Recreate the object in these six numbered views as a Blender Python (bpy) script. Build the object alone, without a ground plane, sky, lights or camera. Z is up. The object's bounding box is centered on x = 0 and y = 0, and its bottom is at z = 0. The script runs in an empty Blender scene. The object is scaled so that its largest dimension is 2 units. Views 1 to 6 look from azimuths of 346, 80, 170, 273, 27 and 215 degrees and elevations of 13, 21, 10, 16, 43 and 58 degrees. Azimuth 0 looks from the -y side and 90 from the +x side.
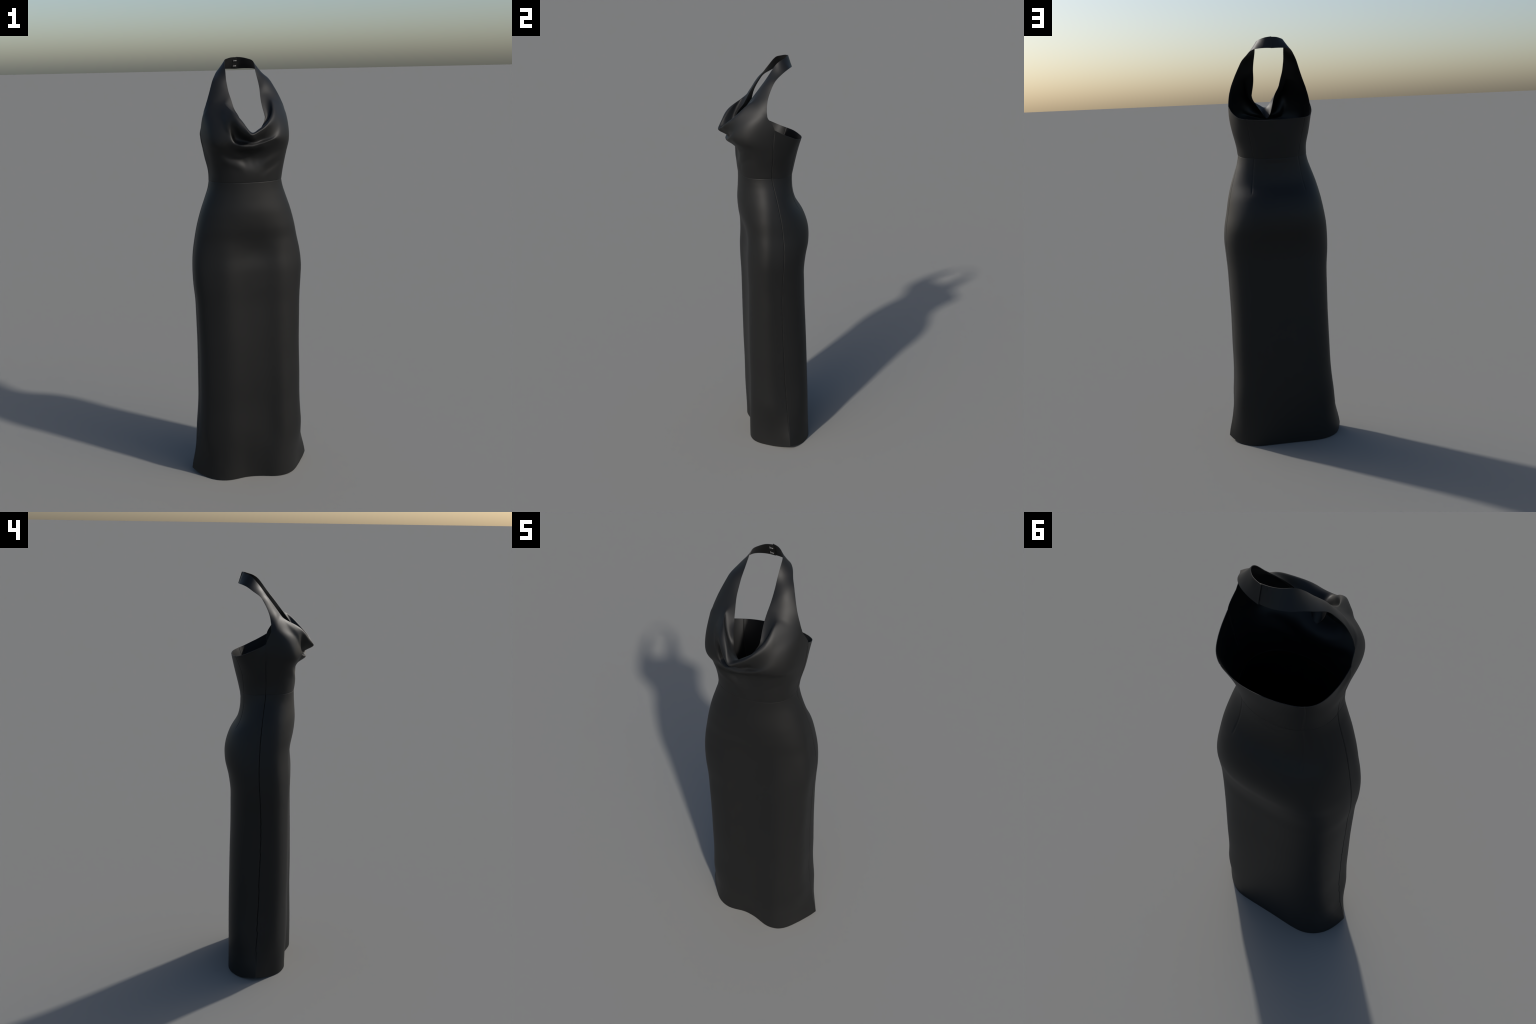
# A black satin halter dress with a draped cowl neckline: floor-length skirt in two
# panels, a fitted bodice with princess seams at the back, and a cowl front whose
# straps run round the neck and close with two hooks.
import bpy, math
import numpy as np
from mathutils import Vector

# ---------------------------------------------------------------- small maths
def cubic(x, y, t):
    """natural cubic spline y(x) sampled at t (y may be an array of points)"""
    x = np.asarray(x, float); y = np.asarray(y, float); t = np.asarray(t, float)
    n = len(x); h = np.diff(x)
    A = np.zeros((n, n)); b = np.zeros((n,) + y.shape[1:])
    A[0, 0] = A[-1, -1] = 1
    for i in range(1, n - 1):
        A[i, i - 1] = h[i - 1]; A[i, i] = 2 * (h[i - 1] + h[i]); A[i, i + 1] = h[i]
        b[i] = 6 * ((y[i + 1] - y[i]) / h[i] - (y[i] - y[i - 1]) / h[i - 1])
    m = np.linalg.solve(A, b.reshape(n, -1)).reshape(b.shape)
    i = np.clip(np.searchsorted(x, t, side='right') - 1, 0, n - 2)
    sh = (-1,) + (1,) * (y.ndim - 1)
    a = ((x[i + 1] - t) / h[i]).reshape(sh); c = ((t - x[i]) / h[i]).reshape(sh)
    hh = (h[i] ** 2 / 6).reshape(sh)
    return a * y[i] + c * y[i + 1] + ((a ** 3 - a) * m[i] + (c ** 3 - c) * m[i + 1]) * hh

def chord(p):
    d = np.r_[0, np.cumsum(np.linalg.norm(np.diff(p, axis=0), axis=1))]
    return d / d[-1]

def spline(pts, t):
    pts = np.asarray(pts, float)
    return cubic(chord(pts), pts, t)

def lerp(z, pts, soft=.035):
    """piecewise-linear table, its corners rounded over +-soft"""
    p = np.array(pts)
    return sum(w * np.interp(np.asarray(z) + o * soft, p[:, 0], p[:, 1]) for o, w in ((-1, .25), (-.5, .25), (.5, .25), (1, .25)))

def arc_resample(P, n):
    d = chord(P); s = np.linspace(0, 1, n)
    return np.stack([np.interp(s, d, P[:, k]) for k in range(P.shape[1])], -1)

def smooth01(t):
    t = np.clip(t, 0, 1)
    return t * t * (3 - 2 * t)

# ---------------------------------------------------------------- measurements
# heights and the four extents of the body sections (side -x, side +x, front, back)
Z = [0, .05, .12, .22, .35, .5, .65, .78, .88, .96, 1.03, 1.10, 1.17, 1.24, 1.31, 1.37, 1.41, 1.445, 1.49, 1.54, 1.60]
SIDE_L = [-.2960, -.2885, -.2730, -.2580, -.2462, -.2430, -.2418, -.2440, -.2468, -.2540, -.2556, -.2515, -.2410,
          -.2275, -.2090, -.1875, -.1735, -.1669, -.1680, -.1790, -.1895]
SIDE_R = [.2960, .2890, .2738, .2592, .2486, .2475, .2462, .2485, .2512, .2565, .2605, .2550, .2420,
          .2298, .2118, .1912, .1779, .1714, .1782, .1912, .2020]
FRONT = [-.1050, -.1090, -.1110, -.1100, -.1085, -.1105, -.1095, -.1065, -.1050, -.1062, -.1058, -.1040, -.1100,
         -.1240, -.1290, -.1245, -.1219, -.1212, -.1247, -.1298, -.1376]
BACK = [.1845, .1850, .1855, .1865, .1870, .1860, .1843, .1822, .1825, .1840, .1950, .2125, .2135,
        .1925, .1535, .1410, .1412, .1446, .1570, .1700, .1840]
CENTRE_Y = [(0, .045), (.35, .012), (.8, .0), (1.0, -.005), (1.2, .0), (1.45, .007), (1.6, .02)]
ROUND_FRONT = [(0, 2.8), (.3, 3.1), (.8, 3.0), (1.1, 2.75), (1.2, 2.3), (1.3, 2.05), (1.42, 2.2), (1.52, 2.6), (1.6, 2.6)]
ROUND_BACK = [(0, 3.5), (.3, 3.6), (.6, 3.4), (.95, 2.9), (1.1, 2.6), (1.2, 2.45), (1.35, 2.2), (1.45, 2.15), (1.54, 2.05), (1.6, 2.05)]
# the two soft thigh lobes of the skirt front
LOBE_L = [(0, .010), (.3, .009), (.6, .008), (.9, .011), (1.05, .012), (1.13, .008), (1.22, .002), (1.28, 0), (1.6, 0)]
LOBE_R = [(0, .032), (.3, .025), (.6, .018), (.9, .015), (1.05, .014), (1.13, .009), (1.22, .002), (1.28, 0), (1.6, 0)]
# where the side seams run (y at height z)
SEAM_L = [(0, .030), (.15, .031), (.3, .028), (.45, .024), (.6, .020), (.79, .017), (.87, .019), (.97, .024), (1.04, .029),
          (1.11, .031), (1.18, .029), (1.25, .026), (1.31, .021), (1.38, .015), (1.445, .007), (1.6, .010)]
SEAM_R = [(0, .050), (.1, .047), (.28, .043), (.42, .038), (.55, .036), (.69, .034), (.84, .034), (.94, .038), (1.02, .045),
          (1.08, .050), (1.15, .050), (1.21, .047), (1.29, .038), (1.37, .026), (1.445, .011), (1.6, .022)]
# plan of the hem, seam to seam
HEM_FRONT = [(-.295, .030), (-.271, -.004), (-.244, -.036), (-.216, -.068), (-.187, -.091), (-.163, -.102), (-.140, -.108),
             (-.115, -.109), (-.085, -.105), (-.056, -.100), (-.012, -.101), (.040, -.113), (.072, -.124), (.100, -.130),
             (.130, -.129), (.161, -.119), (.200, -.085), (.230, -.041), (.254, -.006), (.274, .020), (.295, .050)]
HEM_BACK = [(-.295, .030), (-.274, .082), (-.243, .130), (-.203, .163), (-.163, .178), (-.109, .183), (-.031, .182),
            (.047, .182), (.120, .182), (.168, .177), (.213, .154), (.246, .123), (.274, .086), (.295, .050)]

def monotone(y):
    """slope-limited interpolation of a measured profile over Z"""
    zk = np.array(Z); y = np.array(y); h = np.diff(zk); d = np.diff(y) / h
    m = np.empty(len(y)); m[0] = d[0]; m[-1] = d[-1]
    m[1:-1] = (d[1:] * h[:-1] + d[:-1] * h[1:]) / (h[:-1] + h[1:])
    def f(z):
        z = np.asarray(z, float)
        i = np.clip(np.searchsorted(zk, z) - 1, 0, len(zk) - 2); hh = h[i]; t = (z - zk[i]) / hh
        return ((2*t**3 - 3*t**2 + 1) * y[i] + (t**3 - 2*t**2 + t) * hh * m[i]
                + (-2*t**3 + 3*t**2) * y[i+1] + (t**3 - t**2) * hh * m[i+1])
    return f
side_l, side_r, front_y, back_y = (monotone(v) for v in (SIDE_L, SIDE_R, FRONT, BACK))

def section(z, ns):
    """front and back halves of the body section at height z, each from the -x seam to the +x seam"""
    th = np.linspace(-np.pi, np.pi, 1441); c = np.cos(th); sn = np.sin(th); fr_ = sn < 0
    ys = lerp(z, CENTRE_Y); e = np.where(fr_, 2 / lerp(z, ROUND_FRONT), 2 / lerp(z, ROUND_BACK))
    xl, xr = float(side_l(z)), float(side_r(z)); xc = (xl + xr) / 2; a = (xr - xl) / 2
    x = xc + a * np.sign(c) * np.abs(c) ** e
    y = ys + np.where(fr_, ys - front_y(z), back_y(z) - ys) * np.sign(sn) * np.abs(sn) ** e
    lobe = (lerp(z, LOBE_L) * np.exp(-((x + .12) / .065) ** 2) + lerp(z, LOBE_R) * np.exp(-((x - .152) / .065) ** 2))
    hollow = .006 * np.exp(-((x - .02) / .075) ** 2) * math.exp(-((z - 1.13) / .06) ** 2)   # below the belly
    y = y - (lobe - hollow) * np.clip(-sn, 0, 1)
    sl, sr = lerp(z, SEAM_L), lerp(z, SEAM_R)
    P = np.stack([x, y], -1); idx = np.arange(len(th)); half = len(th) // 2; quarter = half // 2
    isf = y < np.where(c < 0, sl, sr)
    f1 = idx[isf & (c < 0) & (idx > half)]; f2 = idx[isf & (c < 0) & (idx <= half)]; f3 = idx[isf & (c >= 0)]
    fr = np.concatenate([P[f1], P[f2], P[f3]])
    b = idx[~isf]
    bk = np.concatenate([P[b[b > quarter]], P[b[b <= quarter]]])[::-1]
    L = (fr[0] + bk[0]) / 2; R = (fr[-1] + bk[-1]) / 2
    fr = arc_resample(np.concatenate([[L], fr, [R]]), ns)
    bk = arc_resample(np.concatenate([[L], bk, [R]]), ns)
    w = smooth01(z / .26)
    if w < 1:
        s = np.linspace(0, 1, ns); k = (xr - xl) / .588
        hf = spline(HEM_FRONT, s) * [k, 1] + [xc, 0]; hb = spline(HEM_BACK, s) * [k, 1] + [xc, 0]
        fr = fr * w + hf * (1 - w); bk = bk * w + hb * (1 - w)
    return fr, bk

# ---------------------------------------------------------------- mesh helpers
CLOTH = .0018          # thickness of the cloth

def grid_normals(G):
    du = np.gradient(G, axis=1); dv = np.gradient(G, axis=0)
    n = np.cross(du, dv); n /= np.linalg.norm(n, axis=-1, keepdims=True) + 1e-12
    return n

def face_normals_sum(V, F):
    a, b, c, d = (V[F[:, k]] for k in range(4))
    fn = np.cross(c - a, d - b); N = np.zeros_like(V)
    for k in range(4):
        np.add.at(N, F[:, k], fn)
    return N / (np.linalg.norm(N, axis=1, keepdims=True) + 1e-12)

def grid_faces(rows, cols, index):
    I = index
    return np.stack([I[:-1, :-1], I[:-1, 1:], I[1:, 1:], I[1:, :-1]], -1).reshape(-1, 4)

def make_object(name, V, F, N, material, parent):
    used = np.unique(F); remap = -np.ones(len(V), int); remap[used] = np.arange(len(used))
    V = V[used]; N = N[used]; F = remap[F]
    me = bpy.data.meshes.new(name)
    me.from_pydata(V.tolist(), [], F.tolist()); me.update()
    me.polygons.foreach_set('use_smooth', [True] * len(me.polygons))
    me.normals_split_custom_set_from_vertices(N.tolist())
    me.materials.append(material)
    ob = bpy.data.objects.new(name, me); bpy.context.scene.collection.objects.link(ob)
    ob.parent = parent
    return ob

def cloth_shell(V, N, F, rims, thickness=CLOTH):
    """outer sheet V plus an inner sheet and hard rims along the listed vertex loops; returns V, N, F, source"""
    n = len(V); Vi = V - N * thickness
    allV = [V, Vi]; allN = [N, -N]; allF = [F, F[:, ::-1] + n]; base = 2 * n
    for loop in rims:
        loop = np.asarray(loop); m = len(loop)
        a = V[loop]; b = Vi[loop]; t = np.gradient(a, axis=0)
        rn = np.cross(b - a, t); rn /= np.linalg.norm(rn, axis=1, keepdims=True) + 1e-12
        allV += [a, b]; allN += [rn, rn]
        i = np.arange(m - 1)
        # oriented so that the rim faces the way rn points
        allF.append(np.stack([base + i, base + m + i, base + m + i + 1, base + i + 1], -1))
        base += 2 * m
    return np.concatenate(allV), np.concatenate(allN), np.concatenate(allF)

def sheet_object(name, G, material, parent, rims='bltr', flip=False):
    rows, cols = G.shape[:2]
    I = np.arange(rows * cols).reshape(rows, cols)
    F = grid_faces(rows, cols, I)
    if flip: F = F[:, ::-1]
    V = G.reshape(-1, 3); N = face_normals_sum(V, F)
    loops = []
    if 'b' in rims: loops.append(I[0])
    if 't' in rims: loops.append(I[-1])
    if 'l' in rims: loops.append(I[:, 0])
    if 'r' in rims: loops.append(I[:, -1])
    V2, N2, F2 = cloth_shell(V, N, F, loops)
    return make_object(name, V2, F2, N2, material, parent)

def dense_ends(n, length, left=True, right=True):
    """0..1 parameter with extra samples close to the ends, where the seam allowance turns in"""
    near = np.array([0, .0007, .0015, .0025, .0038, .0055, .008]) / length
    s = np.linspace(0, 1, n)
    if left: s = np.concatenate([near, s[s > near[-1] * 1.4]])
    if right: s = np.concatenate([s[s < 1 - near[-1] * 1.4], 1 - near[::-1]])
    return s

def inward(G):
    """horizontal direction towards the body axis, shared by both sides of every seam"""
    d = -(G - np.array([.0, .025, 0])); d[..., 2] = 0
    return d / np.linalg.norm(d, axis=-1, keepdims=True)

def seam_point(side, z):
    """the side seams of the bodice, as a curve over height"""
    P = BODICE_SEAM[side]
    return cubic(P[:, 2], P[:, :2], z)

def turn_in(dist, depth, width=.0018):
    return depth * np.exp(-(dist / width) ** 2)

# ---------------------------------------------------------------- materials
def satin(name, base, rough, seed):
    m = bpy.data.materials.new(name); m.use_nodes = True
    nt = m.node_tree; nt.nodes.clear(); nd = nt.nodes.new; ln = nt.links.new
    out = nd('ShaderNodeOutputMaterial'); p = nd('ShaderNodeBsdfPrincipled'); ln(p.outputs[0], out.inputs[0])
    tc = nd('ShaderNodeTexCoord')
    n1 = nd('ShaderNodeTexNoise'); n1.inputs['Scale'].default_value = 6 + seed; n1.inputs['Detail'].default_value = 3
    ln(tc.outputs['Object'], n1.inputs['Vector'])
    r1 = nd('ShaderNodeMapRange'); r1.inputs['To Min'].default_value = rough - .015; r1.inputs['To Max'].default_value = rough + .015
    ln(n1.outputs['Fac'], r1.inputs['Value']); ln(r1.outputs[0], p.inputs['Roughness'])
    cr = nd('ShaderNodeValToRGB')
    cr.color_ramp.elements[0].position = .3; cr.color_ramp.elements[1].position = .7
    cr.color_ramp.elements[0].color = (*[c * .95 for c in base], 1); cr.color_ramp.elements[1].color = (*[c * 1.05 for c in base], 1)
    ln(n1.outputs['Fac'], cr.inputs['Fac']); ln(cr.outputs['Color'], p.inputs['Base Color'])
    # very fine weave
    w = nd('ShaderNodeTexNoise'); w.inputs['Scale'].default_value = 900; w.inputs['Detail'].default_value = 1
    ln(tc.outputs['Object'], w.inputs['Vector'])
    b = nd('ShaderNodeBump'); b.inputs['Strength'].default_value = .03; b.inputs['Distance'].default_value = .0004
    ln(w.outputs['Fac'], b.inputs['Height']); ln(b.outputs[0], p.inputs['Normal'])
    p.inputs['Specular IOR Level'].default_value = .31
    return m

def metal(name):
    m = bpy.data.materials.new(name); m.use_nodes = True
    nt = m.node_tree; p = nt.nodes['Principled BSDF']
    n1 = nt.nodes.new('ShaderNodeTexNoise'); n1.inputs['Scale'].default_value = 300
    tc = nt.nodes.new('ShaderNodeTexCoord'); nt.links.new(tc.outputs['Object'], n1.inputs['Vector'])
    r = nt.nodes.new('ShaderNodeMapRange'); r.inputs['To Min'].default_value = .25; r.inputs['To Max'].default_value = .4
    nt.links.new(n1.outputs['Fac'], r.inputs['Value']); nt.links.new(r.outputs[0], p.inputs['Roughness'])
    p.inputs['Base Color'].default_value = (.22, .215, .21, 1); p.inputs['Metallic'].default_value = .5
    return m

SATIN = satin('black_satin', (.0076, .0076, .0075), .52, 0)
TAPE = satin('black_tape', (.006, .006, .006), .6, 3)
METAL = metal('silver_metal')

# ---------------------------------------------------------------- the dress
dress = bpy.data.objects.new('halter_dress', None)
bpy.context.scene.collection.objects.link(dress)
dress['label'] = 'long black satin halter dress with draped cowl neckline'
dress['category'] = 'dress'

WAIST_SIDE, WAIST_FRONT, WAIST_BACK = 1.446, 1.444, 1.431

# ---- skirt: two panels from the hem to the waist seam
def skirt_panel(which, name):
    zz = np.concatenate([np.linspace(0, .9, 130), np.linspace(.9, 1.455, 150)[1:]])
    dense = np.stack([section(z, 601)[which] for z in zz])          # (nz, 601, 2)
    width = .56
    s = dense_ends(230, width); col = np.linspace(0, 1, 601)
    X = np.stack([np.stack([np.interp(s, col, r[:, k]) for k in range(2)], -1) for r in dense])
    hem = .022 * (np.clip(np.abs(2 * s - 1) - .72, 0, 1) / .28) ** 1.5
    mid = WAIST_BACK if which else WAIST_FRONT
    top = WAIST_SIDE + (mid - WAIST_SIDE) * np.sin(np.pi * s) ** .8
    t = dense_ends(260, 1.44, left=False)
    G = np.empty((len(t), len(s), 3))
    for j in range(len(s)):
        z = hem[j] + (top[j] - hem[j]) * t
        G[:, j, 0] = np.interp(z, zz, X[:, j, 0]); G[:, j, 1] = np.interp(z, zz, X[:, j, 1]); G[:, j, 2] = z
    # relax the stair of linear interpolation
    N = grid_normals(G) * (1 if not which else -1)
    dl = np.cumsum(np.linalg.norm(np.diff(G, axis=1, prepend=G[:, :1]), axis=-1), axis=1)
    dr = dl[:, -1:] - dl
    dt = (top[None] - G[..., 2])
    free = .1 + .9 * smooth01((G[..., 2] - .03) / .10)
    d = np.maximum(np.maximum(turn_in(dl, .0030, .0015), turn_in(dr, .0018, .0014)) * free, turn_in(dt, .0007, .0014))
    G += inward(G) * d[..., None]
    d = np.zeros_like(d)
    if which:
        for sx in (-1, 1):       # back darts running out below the waist
            line = np.interp(G[..., 2], [1.264, 1.34, 1.44], [.133, .120, .107]) * sx
            fade = smooth01((G[..., 2] - 1.262) / .02)
            d += fade * turn_in(G[..., 0] - line, .0016, .0026)
        # slack across the small of the back, just under the waist seam
        d += .0016 * np.exp(-((G[..., 2] - 1.408) / .007) ** 2) * np.exp(-((G[..., 0] - .0) / .06) ** 2)
    G -= N * d[..., None]
    return sheet_object(name, G, SATIN, dress, 'btlr', flip=bool(which))

skirt_panel(0, 'skirt_front')
skirt_panel(1, 'skirt_back')

# the bodice side seams, from the waist to the armholes
def bodice_seams():
    f0 = section(1.446, 801)[0]; f1 = section(1.50, 801)[0]; f2 = section(1.55, 801)[0]
    up = ([(-.190, .009, 1.600), (-.200, .009, 1.650), (-.197, .010, 1.687)], [(.203, .018, 1.600), (.208, .022, 1.650), (.209, .026, 1.686)])
    return [np.array([(*f0[e], 1.446), (*f1[e], 1.50), (*f2[e], 1.55)] + up[k]) for k, e in ((0, 0), (1, -1))]
BODICE_SEAM = bodice_seams()

# ---- bodice back: waist seam to the straight top edge, in three pieces with princess seams
TOP_EDGE = [(-.197, .010, 1.687), (-.196, .040, 1.669), (-.192, .070, 1.654), (-.184, .100, 1.640), (-.167, .131, 1.627),
            (-.145, .151, 1.621), (-.093, .173, 1.618), (-.045, .183, 1.616), (.005, .187, 1.615), (.060, .186, 1.616),
            (.104, .177, 1.618), (.151, .158, 1.622), (.176, .136, 1.629), (.192, .106, 1.643), (.202, .073, 1.659),
            (.209, .026, 1.686)]
DART = (.27, .73)
def bodice_back():
    S = np.linspace(0, 1, 401)
    curves = []
    for z, dx in ((1.431, .108), (1.49, .117), (1.545, .127)):
        bk = section(z, 801)[1]
        sx = np.linspace(0, 1, 801)
        zc = np.full(801, z)
        if z < 1.44:
            zc = WAIST_SIDE + (WAIST_BACK - WAIST_SIDE) * np.sin(np.pi * sx) ** .8
        P = np.concatenate([bk, zc[:, None]], 1)
        keep = np.r_[True, np.diff(P[:, 0]) > -1]
        mid = len(P) // 2
        # parameter of the two dart lines
        d = chord(P)
        cen = slice(120, 681)
        u0 = np.interp(-dx, P[cen, 0], d[cen]); u1 = np.interp(dx + .002, P[cen, 0], d[cen])
        u = np.interp(S, [0, DART[0], DART[1], 1], [0, u0, u1, 1])
        curves.append(np.stack([np.interp(u, d, P[:, k]) for k in range(3)], -1))
    P = spline(TOP_EDGE, np.linspace(0, 1, 801)); d = chord(P); cen = slice(150, 651)
    u0 = np.interp(-.140, P[cen, 0], d[cen]); u1 = np.interp(.143, P[cen, 0], d[cen])
    u = np.interp(S, [0, DART[0], DART[1], 1], [0, u0, u1, 1])
    curves.append(np.stack([np.interp(u, d, P[:, k]) for k in range(3)], -1))
    C = np.stack(curves)
    parts = (('bodice_side_back', 0, DART[0], .17), ('bodice_back', DART[0], DART[1], .26), ('bodice_side_back', DART[1], 1, .17))
    for name, a, b, width in parts:
        s = dense_ends(70, width) * (b - a) + a
        t = dense_ends(60, .18, right=False)
        rows = cubic([0, .33, .62, 1], C, t)
        G = np.stack([np.stack([np.interp(s, S, r[:, k]) for k in range(3)], -1) for r in rows])
        dl = np.cumsum(np.linalg.norm(np.diff(G, axis=1, prepend=G[:, :1]), axis=-1), axis=1)
        dr = dl[:, -1:] - dl
        db = np.cumsum(np.linalg.norm(np.diff(G, axis=0, prepend=G[:1]), axis=-1), axis=0)
        # bring the outer edges exactly onto the side seams
        if a == 0:
            G[..., :2] += ((seam_point(0, G[:, 0, 2]) - G[:, 0, :2])[:, None] * (1 - smooth01(dl / .06))[..., None])
        if b == 1:
            G[..., :2] += ((seam_point(1, G[:, -1, 2]) - G[:, -1, :2])[:, None] * (1 - smooth01(dr / .06))[..., None])
        side = .0024; dart = .0011
        fade = smooth01((1.686 - G[..., 2]) / .03)
        dd = np.maximum(np.maximum(turn_in(dl, side if a == 0 else dart), turn_in(dr, side if b == 1 else dart)) * fade, turn_in(db, .0008, .0014))
        G += inward(G) * dd[..., None]
        sheet_object(name, G, SATIN, dress, 'btlr', flip=True)
bodice_back()

# ---- bodice front: control threads from the waist seam up to the strap or to the free cowl edge
# each thread: underbust, lower fold lip, crease, under the roll, front of the roll, its ridge, its top, groove, upper edge
THREADS = [
    # fraction along waist, points
    (0.00, [(-.190, .009, 1.600), (-.200, .009, 1.650), (-.197, .010, 1.687), (-.192, -.012, 1.736), (-.188, -.0125, 1.750),
            (-.184, -.013, 1.765), (-.178, -.011, 1.781), (-.172, -.009, 1.797), (-.160, -.001, 1.827)]),
    (0.16, [(-.173, -.087, 1.597), (-.182, -.098, 1.648), (-.183, -.077, 1.700), (-.176, -.051, 1.750), (-.168, -.047, 1.768),
            (-.157, -.043, 1.785), (-.148, -.040, 1.798), (-.138, -.037, 1.811), (-.117, -.026, 1.836)]),
    (0.27, [(-.131, -.124, 1.590), (-.138, -.139, 1.640), (-.138, -.126, 1.690), (-.132, -.101, 1.735), (-.124, -.081, 1.766),
            (-.112, -.062, 1.795), (-.103, -.054, 1.804), (-.092, -.049, 1.812), (-.0705, -.036, 1.830)]),
    (0.33, [(-.100, -.131, 1.587), (-.094, -.155, 1.630), (-.096, -.151, 1.656), (-.107, -.143, 1.704), (-.107, -.124, 1.745),
            (-.098, -.092, 1.778), (-.095, -.081, 1.787), (-.091, -.073, 1.788), (-.063, -.056, 1.798)]),
    (0.385, [(-.074, -.135, 1.584), (-.078, -.160, 1.624), (-.074, -.145, 1.640), (-.081, -.149, 1.692), (-.083, -.157, 1.728),
             (-.077, -.140, 1.754), (-.074, -.121, 1.763), (-.080, -.106, 1.757), (-.055, -.079, 1.764)]),
    (0.44, [(-.042, -.134, 1.580), (-.044, -.173, 1.615), (-.044, -.152, 1.630), (-.050, -.164, 1.664), (-.056, -.184, 1.691),
            (-.046, -.180, 1.711), (-.042, -.162, 1.721), (-.048, -.140, 1.712), (-.038, -.119, 1.714)]),
    (0.475, [(-.021, -.133, 1.578), (-.022, -.175, 1.613), (-.022, -.160, 1.627), (-.026, -.177, 1.650), (-.032, -.200, 1.668),
             (-.030, -.197, 1.687), (-.026, -.180, 1.694), (-.025, -.160, 1.684), (-.0225, -.127, 1.648)]),
    (0.50, [(.000, -.132, 1.577), (.000, -.176, 1.612), (.000, -.167, 1.626), (-.006, -.189, 1.645), (-.010, -.206, 1.655),
            (-.012, -.210, 1.667), (-.006, -.191, 1.673), (.000, -.165, 1.664), (.000, -.121, 1.618)]),
    (0.525, [(.021, -.133, 1.578), (.022, -.175, 1.617), (.022, -.167, 1.630), (.016, -.189, 1.655), (.016, -.200, 1.666),
             (.018, -.200, 1.677), (.019, -.183, 1.682), (.024, -.160, 1.673), (.023, -.127, 1.648)]),
    (0.56, [(.044, -.135, 1.581), (.046, -.175, 1.624), (.046, -.163, 1.637), (.044, -.184, 1.668), (.049, -.191, 1.683),
            (.053, -.187, 1.697), (.057, -.168, 1.704), (.064, -.142, 1.698), (.0625, -.123, 1.707)]),
    (0.62, [(.082, -.138, 1.590), (.092, -.171, 1.637), (.092, -.165, 1.650), (.094, -.164, 1.700), (.099, -.155, 1.725),
            (.101, -.138, 1.745), (.101, -.121, 1.755), (.098, -.106, 1.748), (.0695, -.093, 1.766)]),
    (0.71, [(.132, -.126, 1.596), (.142, -.150, 1.646), (.143, -.138, 1.690), (.139, -.115, 1.738), (.132, -.097, 1.770),
            (.122, -.076, 1.797), (.116, -.064, 1.806), (.106, -.055, 1.813), (.071, -.042, 1.830)]),
    (0.84, [(.183, -.082, 1.600), (.190, -.094, 1.650), (.191, -.075, 1.700), (.184, -.047, 1.750), (.175, -.045, 1.768),
            (.164, -.043, 1.785), (.154, -.0405, 1.798), (.143, -.038, 1.811), (.119, -.028, 1.836)]),
    (1.00, [(.203, .018, 1.600), (.208, .022, 1.650), (.209, .026, 1.686), (.199, -.003, 1.742), (.195, -.005, 1.756),
            (.191, -.006, 1.770), (.185, -.0045, 1.788), (.178, -.002, 1.805), (.168, .005, 1.830)]),
]
# halter straps: lower/outer edge and upper/inner edge from the bust to the centre back, and how far the middle bulges
STRAP_L = [((-.146, .018, 1.862), (-.0718, -.012, 1.860), .011), ((-.131, .041, 1.895), (-.072, .014, 1.894), .008),
           ((-.114, .075, 1.917), (-.069, .042, 1.931), .004), ((-.097, .106, 1.936), (-.0665, .071, 1.965), .002),
           ((-.079, .130, 1.945), (-.061, .094, 1.986), .001), ((-.056, .143, 1.947), (-.047, .112, 1.992), 0),
           ((-.030, .151, 1.947), (-.026, .128, 1.997), 0), ((.008, .1532, 1.946), (.009, .1362, 1.9985), 0)]
STRAP_R = [((.154, .021, 1.861), (.0735, -.018, 1.861), .011), ((.135, .048, 1.899), (.073, .012, 1.897), .008),
           ((.118, .074, 1.919), (.0715, .040, 1.934), .004), ((.102, .104, 1.937), (.072, .070, 1.970), .002),
           ((.083, .126, 1.946), (.067, .092, 1.984), .001), ((.060, .140, 1.948), (.053, .112, 1.991), 0),
           ((.034, .150, 1.948), (.032, .129, 1.997), 0), ((.002, .1560, 1.946), (.003, .1390, 2.000), 0)]

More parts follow.
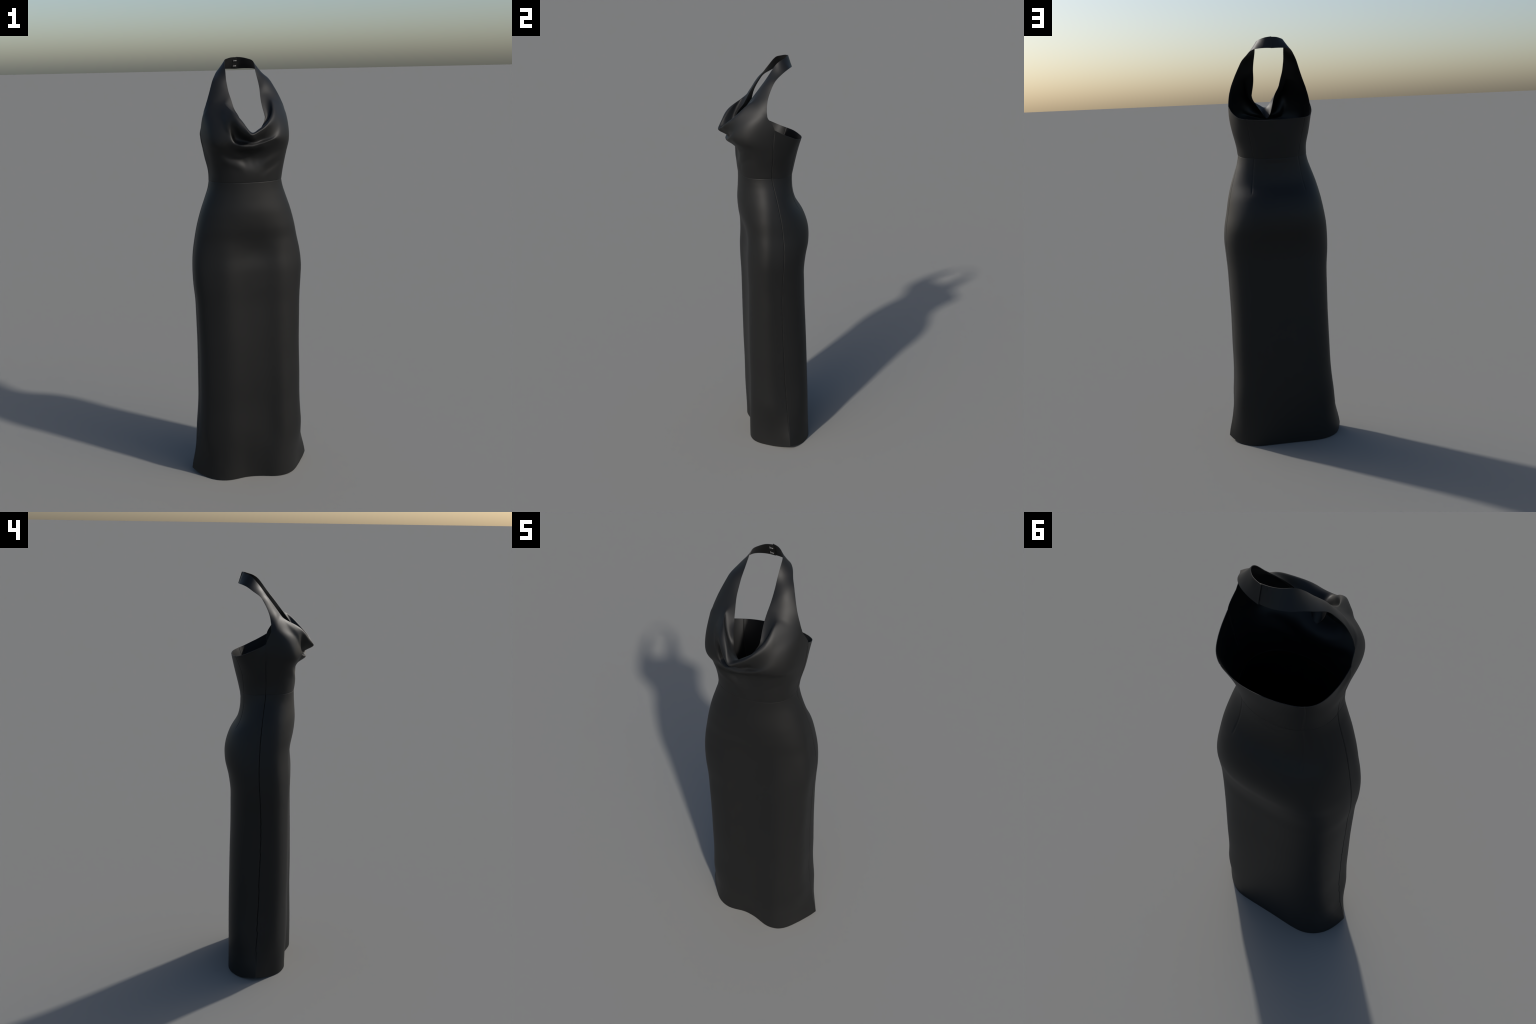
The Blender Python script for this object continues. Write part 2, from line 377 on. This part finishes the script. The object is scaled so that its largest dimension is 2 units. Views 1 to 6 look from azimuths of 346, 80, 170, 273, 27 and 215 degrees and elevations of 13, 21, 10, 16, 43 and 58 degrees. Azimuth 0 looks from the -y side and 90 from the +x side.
def bodice_front_and_straps():
    waist_f = section(1.445, 801)[0]; mid_f = section(1.50, 801)[0]; s801 = np.linspace(0, 1, 801)
    net = []
    for frac, pts in THREADS:
        z0 = WAIST_SIDE + (WAIST_FRONT - WAIST_SIDE) * math.sin(math.pi * frac) ** .8
        p0 = [np.interp(frac, s801, waist_f[:, k]) for k in range(2)] + [z0]
        p1 = [np.interp(frac, s801, mid_f[:, k]) for k in range(2)] + [1.50]
        net.append([p0, p1] + [list(p) for p in pts])
    net = np.array(net)                                  # (threads, rows, 3)
    rk = np.mean([chord(t) for t in net], axis=0)
    ck = np.mean([chord(net[:, r]) for r in range(net.shape[1])], axis=0)
    u = np.concatenate([dense_ends(150, .45, right=False)])
    cpos = []                                            # dense columns, keeping every thread on a column
    for i in range(len(ck) - 1):
        cpos += list(np.linspace(ck[i], ck[i + 1], 17)[:-1])
    cpos = np.array(cpos + [1.0])
    near = np.array([.0015, .003, .005, .0075]) / .6
    cpos = np.unique(np.concatenate([cpos, near, 1 - near]))
    iC = int(np.argmin(abs(cpos - ck[2]))); iC2 = int(np.argmin(abs(cpos - ck[-3])))
    threads = np.stack([cubic(rk, t, u) for t in net])   # (threads, len(u), 3)
    G = cubic(ck, threads, cpos).transpose(1, 0, 2)      # (rows, cols, 3)
    rows, cols = G.shape[:2]
    # drag folds across the midriff
    x, z = G[..., 0], G[..., 2]
    N = grid_normals(G)
    def fold(ax, az, bx, bz, amp, wid):
        dx, dz = bx - ax, bz - az; L2 = dx * dx + dz * dz
        t = ((x - ax) * dx + (z - az) * dz) / L2
        dist = ((x - ax) * dz - (z - az) * dx) / math.sqrt(L2)
        return amp * np.exp(-(dist / wid) ** 2) * np.exp(-((t - .5) / .42) ** 4)
    lower = smooth01((1.60 - z) / .02) * smooth01((z - 1.45) / .03)
    d = lower * (fold(-.150, 1.556, -.020, 1.505, .0028, .016) + fold(.165, 1.582, .030, 1.512, .0034, .017)
                 - fold(-.150, 1.585, -.01, 1.532, .0018, .012) - fold(.170, 1.550, .045, 1.480, .0016, .012))
    G = G + N * d[..., None]
    # fit the lower edge to the waist seam and the sides to the side seams
    fr = cubic(ck, np.array([t[0] for t in THREADS]), cpos)
    wz = WAIST_SIDE + (WAIST_FRONT - WAIST_SIDE) * np.sin(np.pi * np.clip(fr, 0, 1)) ** .8
    exact = np.stack([np.interp(fr, s801, waist_f[:, k]) for k in range(2)] + [wz], -1)
    G = G + (exact - G[0])[None] * (1 - smooth01((z - 1.445) / .045))[..., None]
    arc = np.cumsum(np.linalg.norm(np.diff(G, axis=1, prepend=G[:, :1]), axis=-1), axis=1)
    for side, e in ((0, 0), (1, -1)):
        dist = arc if side == 0 else arc[:, -1:] - arc
        ze = G[:, e, 2]; sel = ze < 1.6865
        delta = np.zeros((rows, 2)); delta[sel] = seam_point(side, ze[sel]) - G[sel, e, :2]
        G[..., :2] += delta[:, None] * (1 - smooth01(dist / .05))[..., None]
    z = G[..., 2]
    # seam allowance along the waist and the side seams
    arc = np.cumsum(np.linalg.norm(np.diff(G, axis=1, prepend=G[:, :1]), axis=-1), axis=1)
    seam_fade = smooth01((1.686 - z) / .03)
    db = np.cumsum(np.linalg.norm(np.diff(G, axis=0, prepend=G[:1]), axis=-1), axis=0)
    dd = np.maximum(seam_fade * np.maximum(turn_in(arc, .0024), turn_in(arc[:, -1:] - arc, .0024)), turn_in(db, .0008, .0014))
    G = G + inward(G) * dd[..., None]

    V = [G.reshape(-1, 3)]; base = rows * cols
    I = np.arange(base).reshape(rows, cols)
    F_panel = grid_faces(rows, cols, I)
    strap_faces = []; strap_index = []
    for side, spec in ((0, STRAP_L), (1, STRAP_R)):
        sel = np.arange(0, iC + 1) if side == 0 else np.arange(iC2, cols)
        first = G[-1, sel]
        w = chord(first)
        if side: w = 1 - w                       # 0 at the outer edge, 1 at the neckline
        # the strap leaves the panel along the armhole on one side and along the neckline on the other
        out_dir = G[-7, 0 if side == 0 else -1] - G[-1, 0 if side == 0 else -1]
        in_dir = (G[-1, iC + 7] - G[-1, iC]) if side == 0 else (G[-1, iC2 - 7] - G[-1, iC2])
        mid_dir = G[-8, sel] - first
        wm = (4 * w * (1 - w))[:, None]
        ghost = first + (1 - wm) * ((1 - w[:, None]) * out_dir + w[:, None] * in_dir) + wm * mid_dir
        secs = [ghost, first]
        for outer, inner, bulge in spec:
            o, n = np.array(outer), np.array(inner)
            nrm = np.array([-.25 if side == 0 else .25, -.75, .6]); ax = (n - o) / np.linalg.norm(n - o)
            nrm = nrm - ax * (nrm @ ax); nrm /= np.linalg.norm(nrm)
            secs.append(o + (n - o) * w[:, None] + nrm * bulge * (4 * w * (1 - w))[:, None])
        secs = np.stack(secs)
        kd = np.mean([chord(secs[:, j]) for j in range(0, secs.shape[1], 4)], axis=0)
        tt = np.linspace(kd[1], 1, 90)[1:]
        S = cubic(kd, secs, tt)
        J = base + np.arange(S.shape[0] * S.shape[1]).reshape(S.shape[:2]); base += J.size
        V.append(S.reshape(-1, 3))
        J = np.concatenate([I[-1, sel][None], J])
        strap_faces.append(grid_faces(*J.shape, J)); strap_index.append(J)
    V = np.concatenate(V)
    F_all = np.concatenate([F_panel] + strap_faces)
    # even out the armhole and neckline edges where the straps begin
    for side, J in enumerate(strap_index):
        ie, oe = (-1, 0) if side == 0 else (0, -1)
        neck = I[-1, iC:iC + 26][::-1] if side == 0 else I[-1, iC2 - 25:iC2 + 1]
        for chain in (np.concatenate([neck, J[1:22, ie]]), np.concatenate([I[-22:, oe], J[1:22, oe]])):
            P = V[chain]
            for _ in range(120):
                P[1:-1] += .5 * ((P[:-2] + P[2:]) / 2 - P[1:-1])
            V[chain] = P
    # relax the join between panel and straps
    soft = np.zeros(len(V))
    up = smooth01((np.arange(rows) - (rows - 36)) / 30.0)[:, None]
    near = np.minimum(1 - smooth01((np.arange(cols) - iC) / 30.0), 1) + np.minimum(1 - smooth01((iC2 - np.arange(cols)) / 30.0), 1)
    soft[I] = up * np.clip(near, 0, 1)[None]
    for J in strap_index: soft[J[1:]] = (1 - smooth01((np.arange(1, J.shape[0]) - 4) / 26.0))[:, None]
    # and ease the bust between armhole and cowl
    jl, jr = np.searchsorted(cpos, ck[2]), np.searchsorted(cpos, ck[-3])
    edge = 1 - smooth01((np.arange(cols) - jl + 6) / 12.0) + smooth01((np.arange(cols) - jr + 6) / 12.0)
    rise = smooth01((G[..., 2] - 1.59) / .05)
    soft[I] = np.maximum(soft[I], np.maximum(rise * edge[None], .12 * rise))
    soft[I[:, [0, -1]]] = 0; soft[I[-1, iC:iC2 + 1]] = 0
    for J in strap_index: soft[J[:, [0, -1]]] = 0
    E = np.concatenate([F_all[:, [0, 1]], F_all[:, [1, 2]], F_all[:, [2, 3]], F_all[:, [3, 0]]]); E = np.unique(np.sort(E, 1), axis=0)
    deg = np.bincount(E.ravel(), minlength=len(V))[:, None]
    for _ in range(60):
        acc = np.zeros_like(V); np.add.at(acc, E[:, 0], V[E[:, 1]]); np.add.at(acc, E[:, 1], V[E[:, 0]])
        V = V + .5 * soft[:, None] * (acc / np.maximum(deg, 1) - V)
    N = face_normals_sum(V, F_all)
    n = len(V); thick = CLOTH
    # panel object
    rims = [I[0], I[:, 0], I[:, -1], I[-1, iC:iC2 + 1]]
    V2, N2, F2 = cloth_shell(V, N, F_panel, rims)
    make_object('bodice_front', V2, F2, N2, SATIN, dress)
    for F, J in zip(strap_faces, strap_index):
        V2, N2, F2 = cloth_shell(V, N, F, [J[:, 0], J[:, -1], J[-1]])
        make_object('halter_strap', V2, F2, N2, SATIN, dress)
bodice_front_and_straps()

# ---- hook-and-eye closure on the inside of the strap, zip stop on the side seam
def tube(name, pts, r, material, parent):
    cu = bpy.data.curves.new(name, 'CURVE'); cu.dimensions = '3D'; cu.bevel_depth = r; cu.bevel_resolution = 3; cu.use_fill_caps = True
    for p in pts:
        sp = cu.splines.new('POLY'); sp.points.add(len(p) - 1)
        for q, c in zip(sp.points, p): q.co = (*c, 1)
    tmp = bpy.data.objects.new(name + '_tmp', cu); bpy.context.scene.collection.objects.link(tmp)
    dg = bpy.context.evaluated_depsgraph_get(); me = bpy.data.meshes.new_from_object(tmp.evaluated_get(dg)); me.name = name
    bpy.data.objects.remove(tmp)
    me.polygons.foreach_set('use_smooth', [True] * len(me.polygons))
    me.materials.clear(); me.materials.append(material)
    ob = bpy.data.objects.new(name, me); bpy.context.scene.collection.objects.link(ob); ob.parent = parent
    return ob

def closure():
    up = Vector((.001, -.017, .052)).normalized(); across = Vector((1, 0, 0)); inn = Vector((0, -.95, -.31)).normalized()
    c = Vector((-.003, .1445, 1.972)) + inn * .0030
    # backing tape
    w, h, t = .011, .0235, .0009
    verts = [c + across * (sx * w) + up * (sz * h) + inn * (sy * t) for sy in (-1, 1) for sx, sz in ((-1, -1), (1, -1), (1, 1), (-1, 1))]
    me = bpy.data.meshes.new('hook_tape')
    me.from_pydata([tuple(v) for v in verts], [], [(0, 3, 2, 1), (4, 5, 6, 7), (0, 1, 5, 4), (1, 2, 6, 5), (2, 3, 7, 6), (3, 0, 4, 7)])
    me.update(); me.materials.append(TAPE)
    ob = bpy.data.objects.new('hook_tape', me); bpy.context.scene.collection.objects.link(ob); ob.parent = dress
    for dz in (.0125, -.0125):
        o = c + up * dz + inn * .0022
        P = lambda a, b, e=0: tuple(o + across * a + up * b + inn * e)
        bar = [P(-.006, .0012), P(.001, .0012, .0006), P(.0058, .0008, .0010), P(.0068, 0, .0012), P(.0058, -.0008, .0010), P(.001, -.0012, .0006), P(-.006, -.0012)]
        foot = [P(-.0062, .0040), P(-.0072, .0020), P(-.0062, .0006), P(-.0062, -.0006), P(-.0072, -.0020), P(-.0062, -.0040)]
        tube('hook', [bar, foot], .0015, METAL, dress)
        eye = [P(.0050 + .006 * math.cos(a) , .0055 * math.sin(a), -.0006) for a in np.linspace(-2.2, 2.2, 17)]
        tube('hook_eye', [eye], .0005, TAPE, dress)
closure()

def zip_stop():
    import bmesh
    bm = bmesh.new(); bmesh.ops.create_icosphere(bm, subdivisions=2, radius=.0040)
    for v in bm.verts: v.co = Vector((v.co.x * .6, v.co.y, v.co.z * 1.1)) + Vector((-.2405, .0235, .592))
    me = bpy.data.meshes.new('zip_stop'); bm.to_mesh(me); bm.free()
    me.polygons.foreach_set('use_smooth', [True] * len(me.polygons)); me.materials.append(TAPE)
    ob = bpy.data.objects.new('zip_stop', me); bpy.context.scene.collection.objects.link(ob); ob.parent = dress
zip_stop()
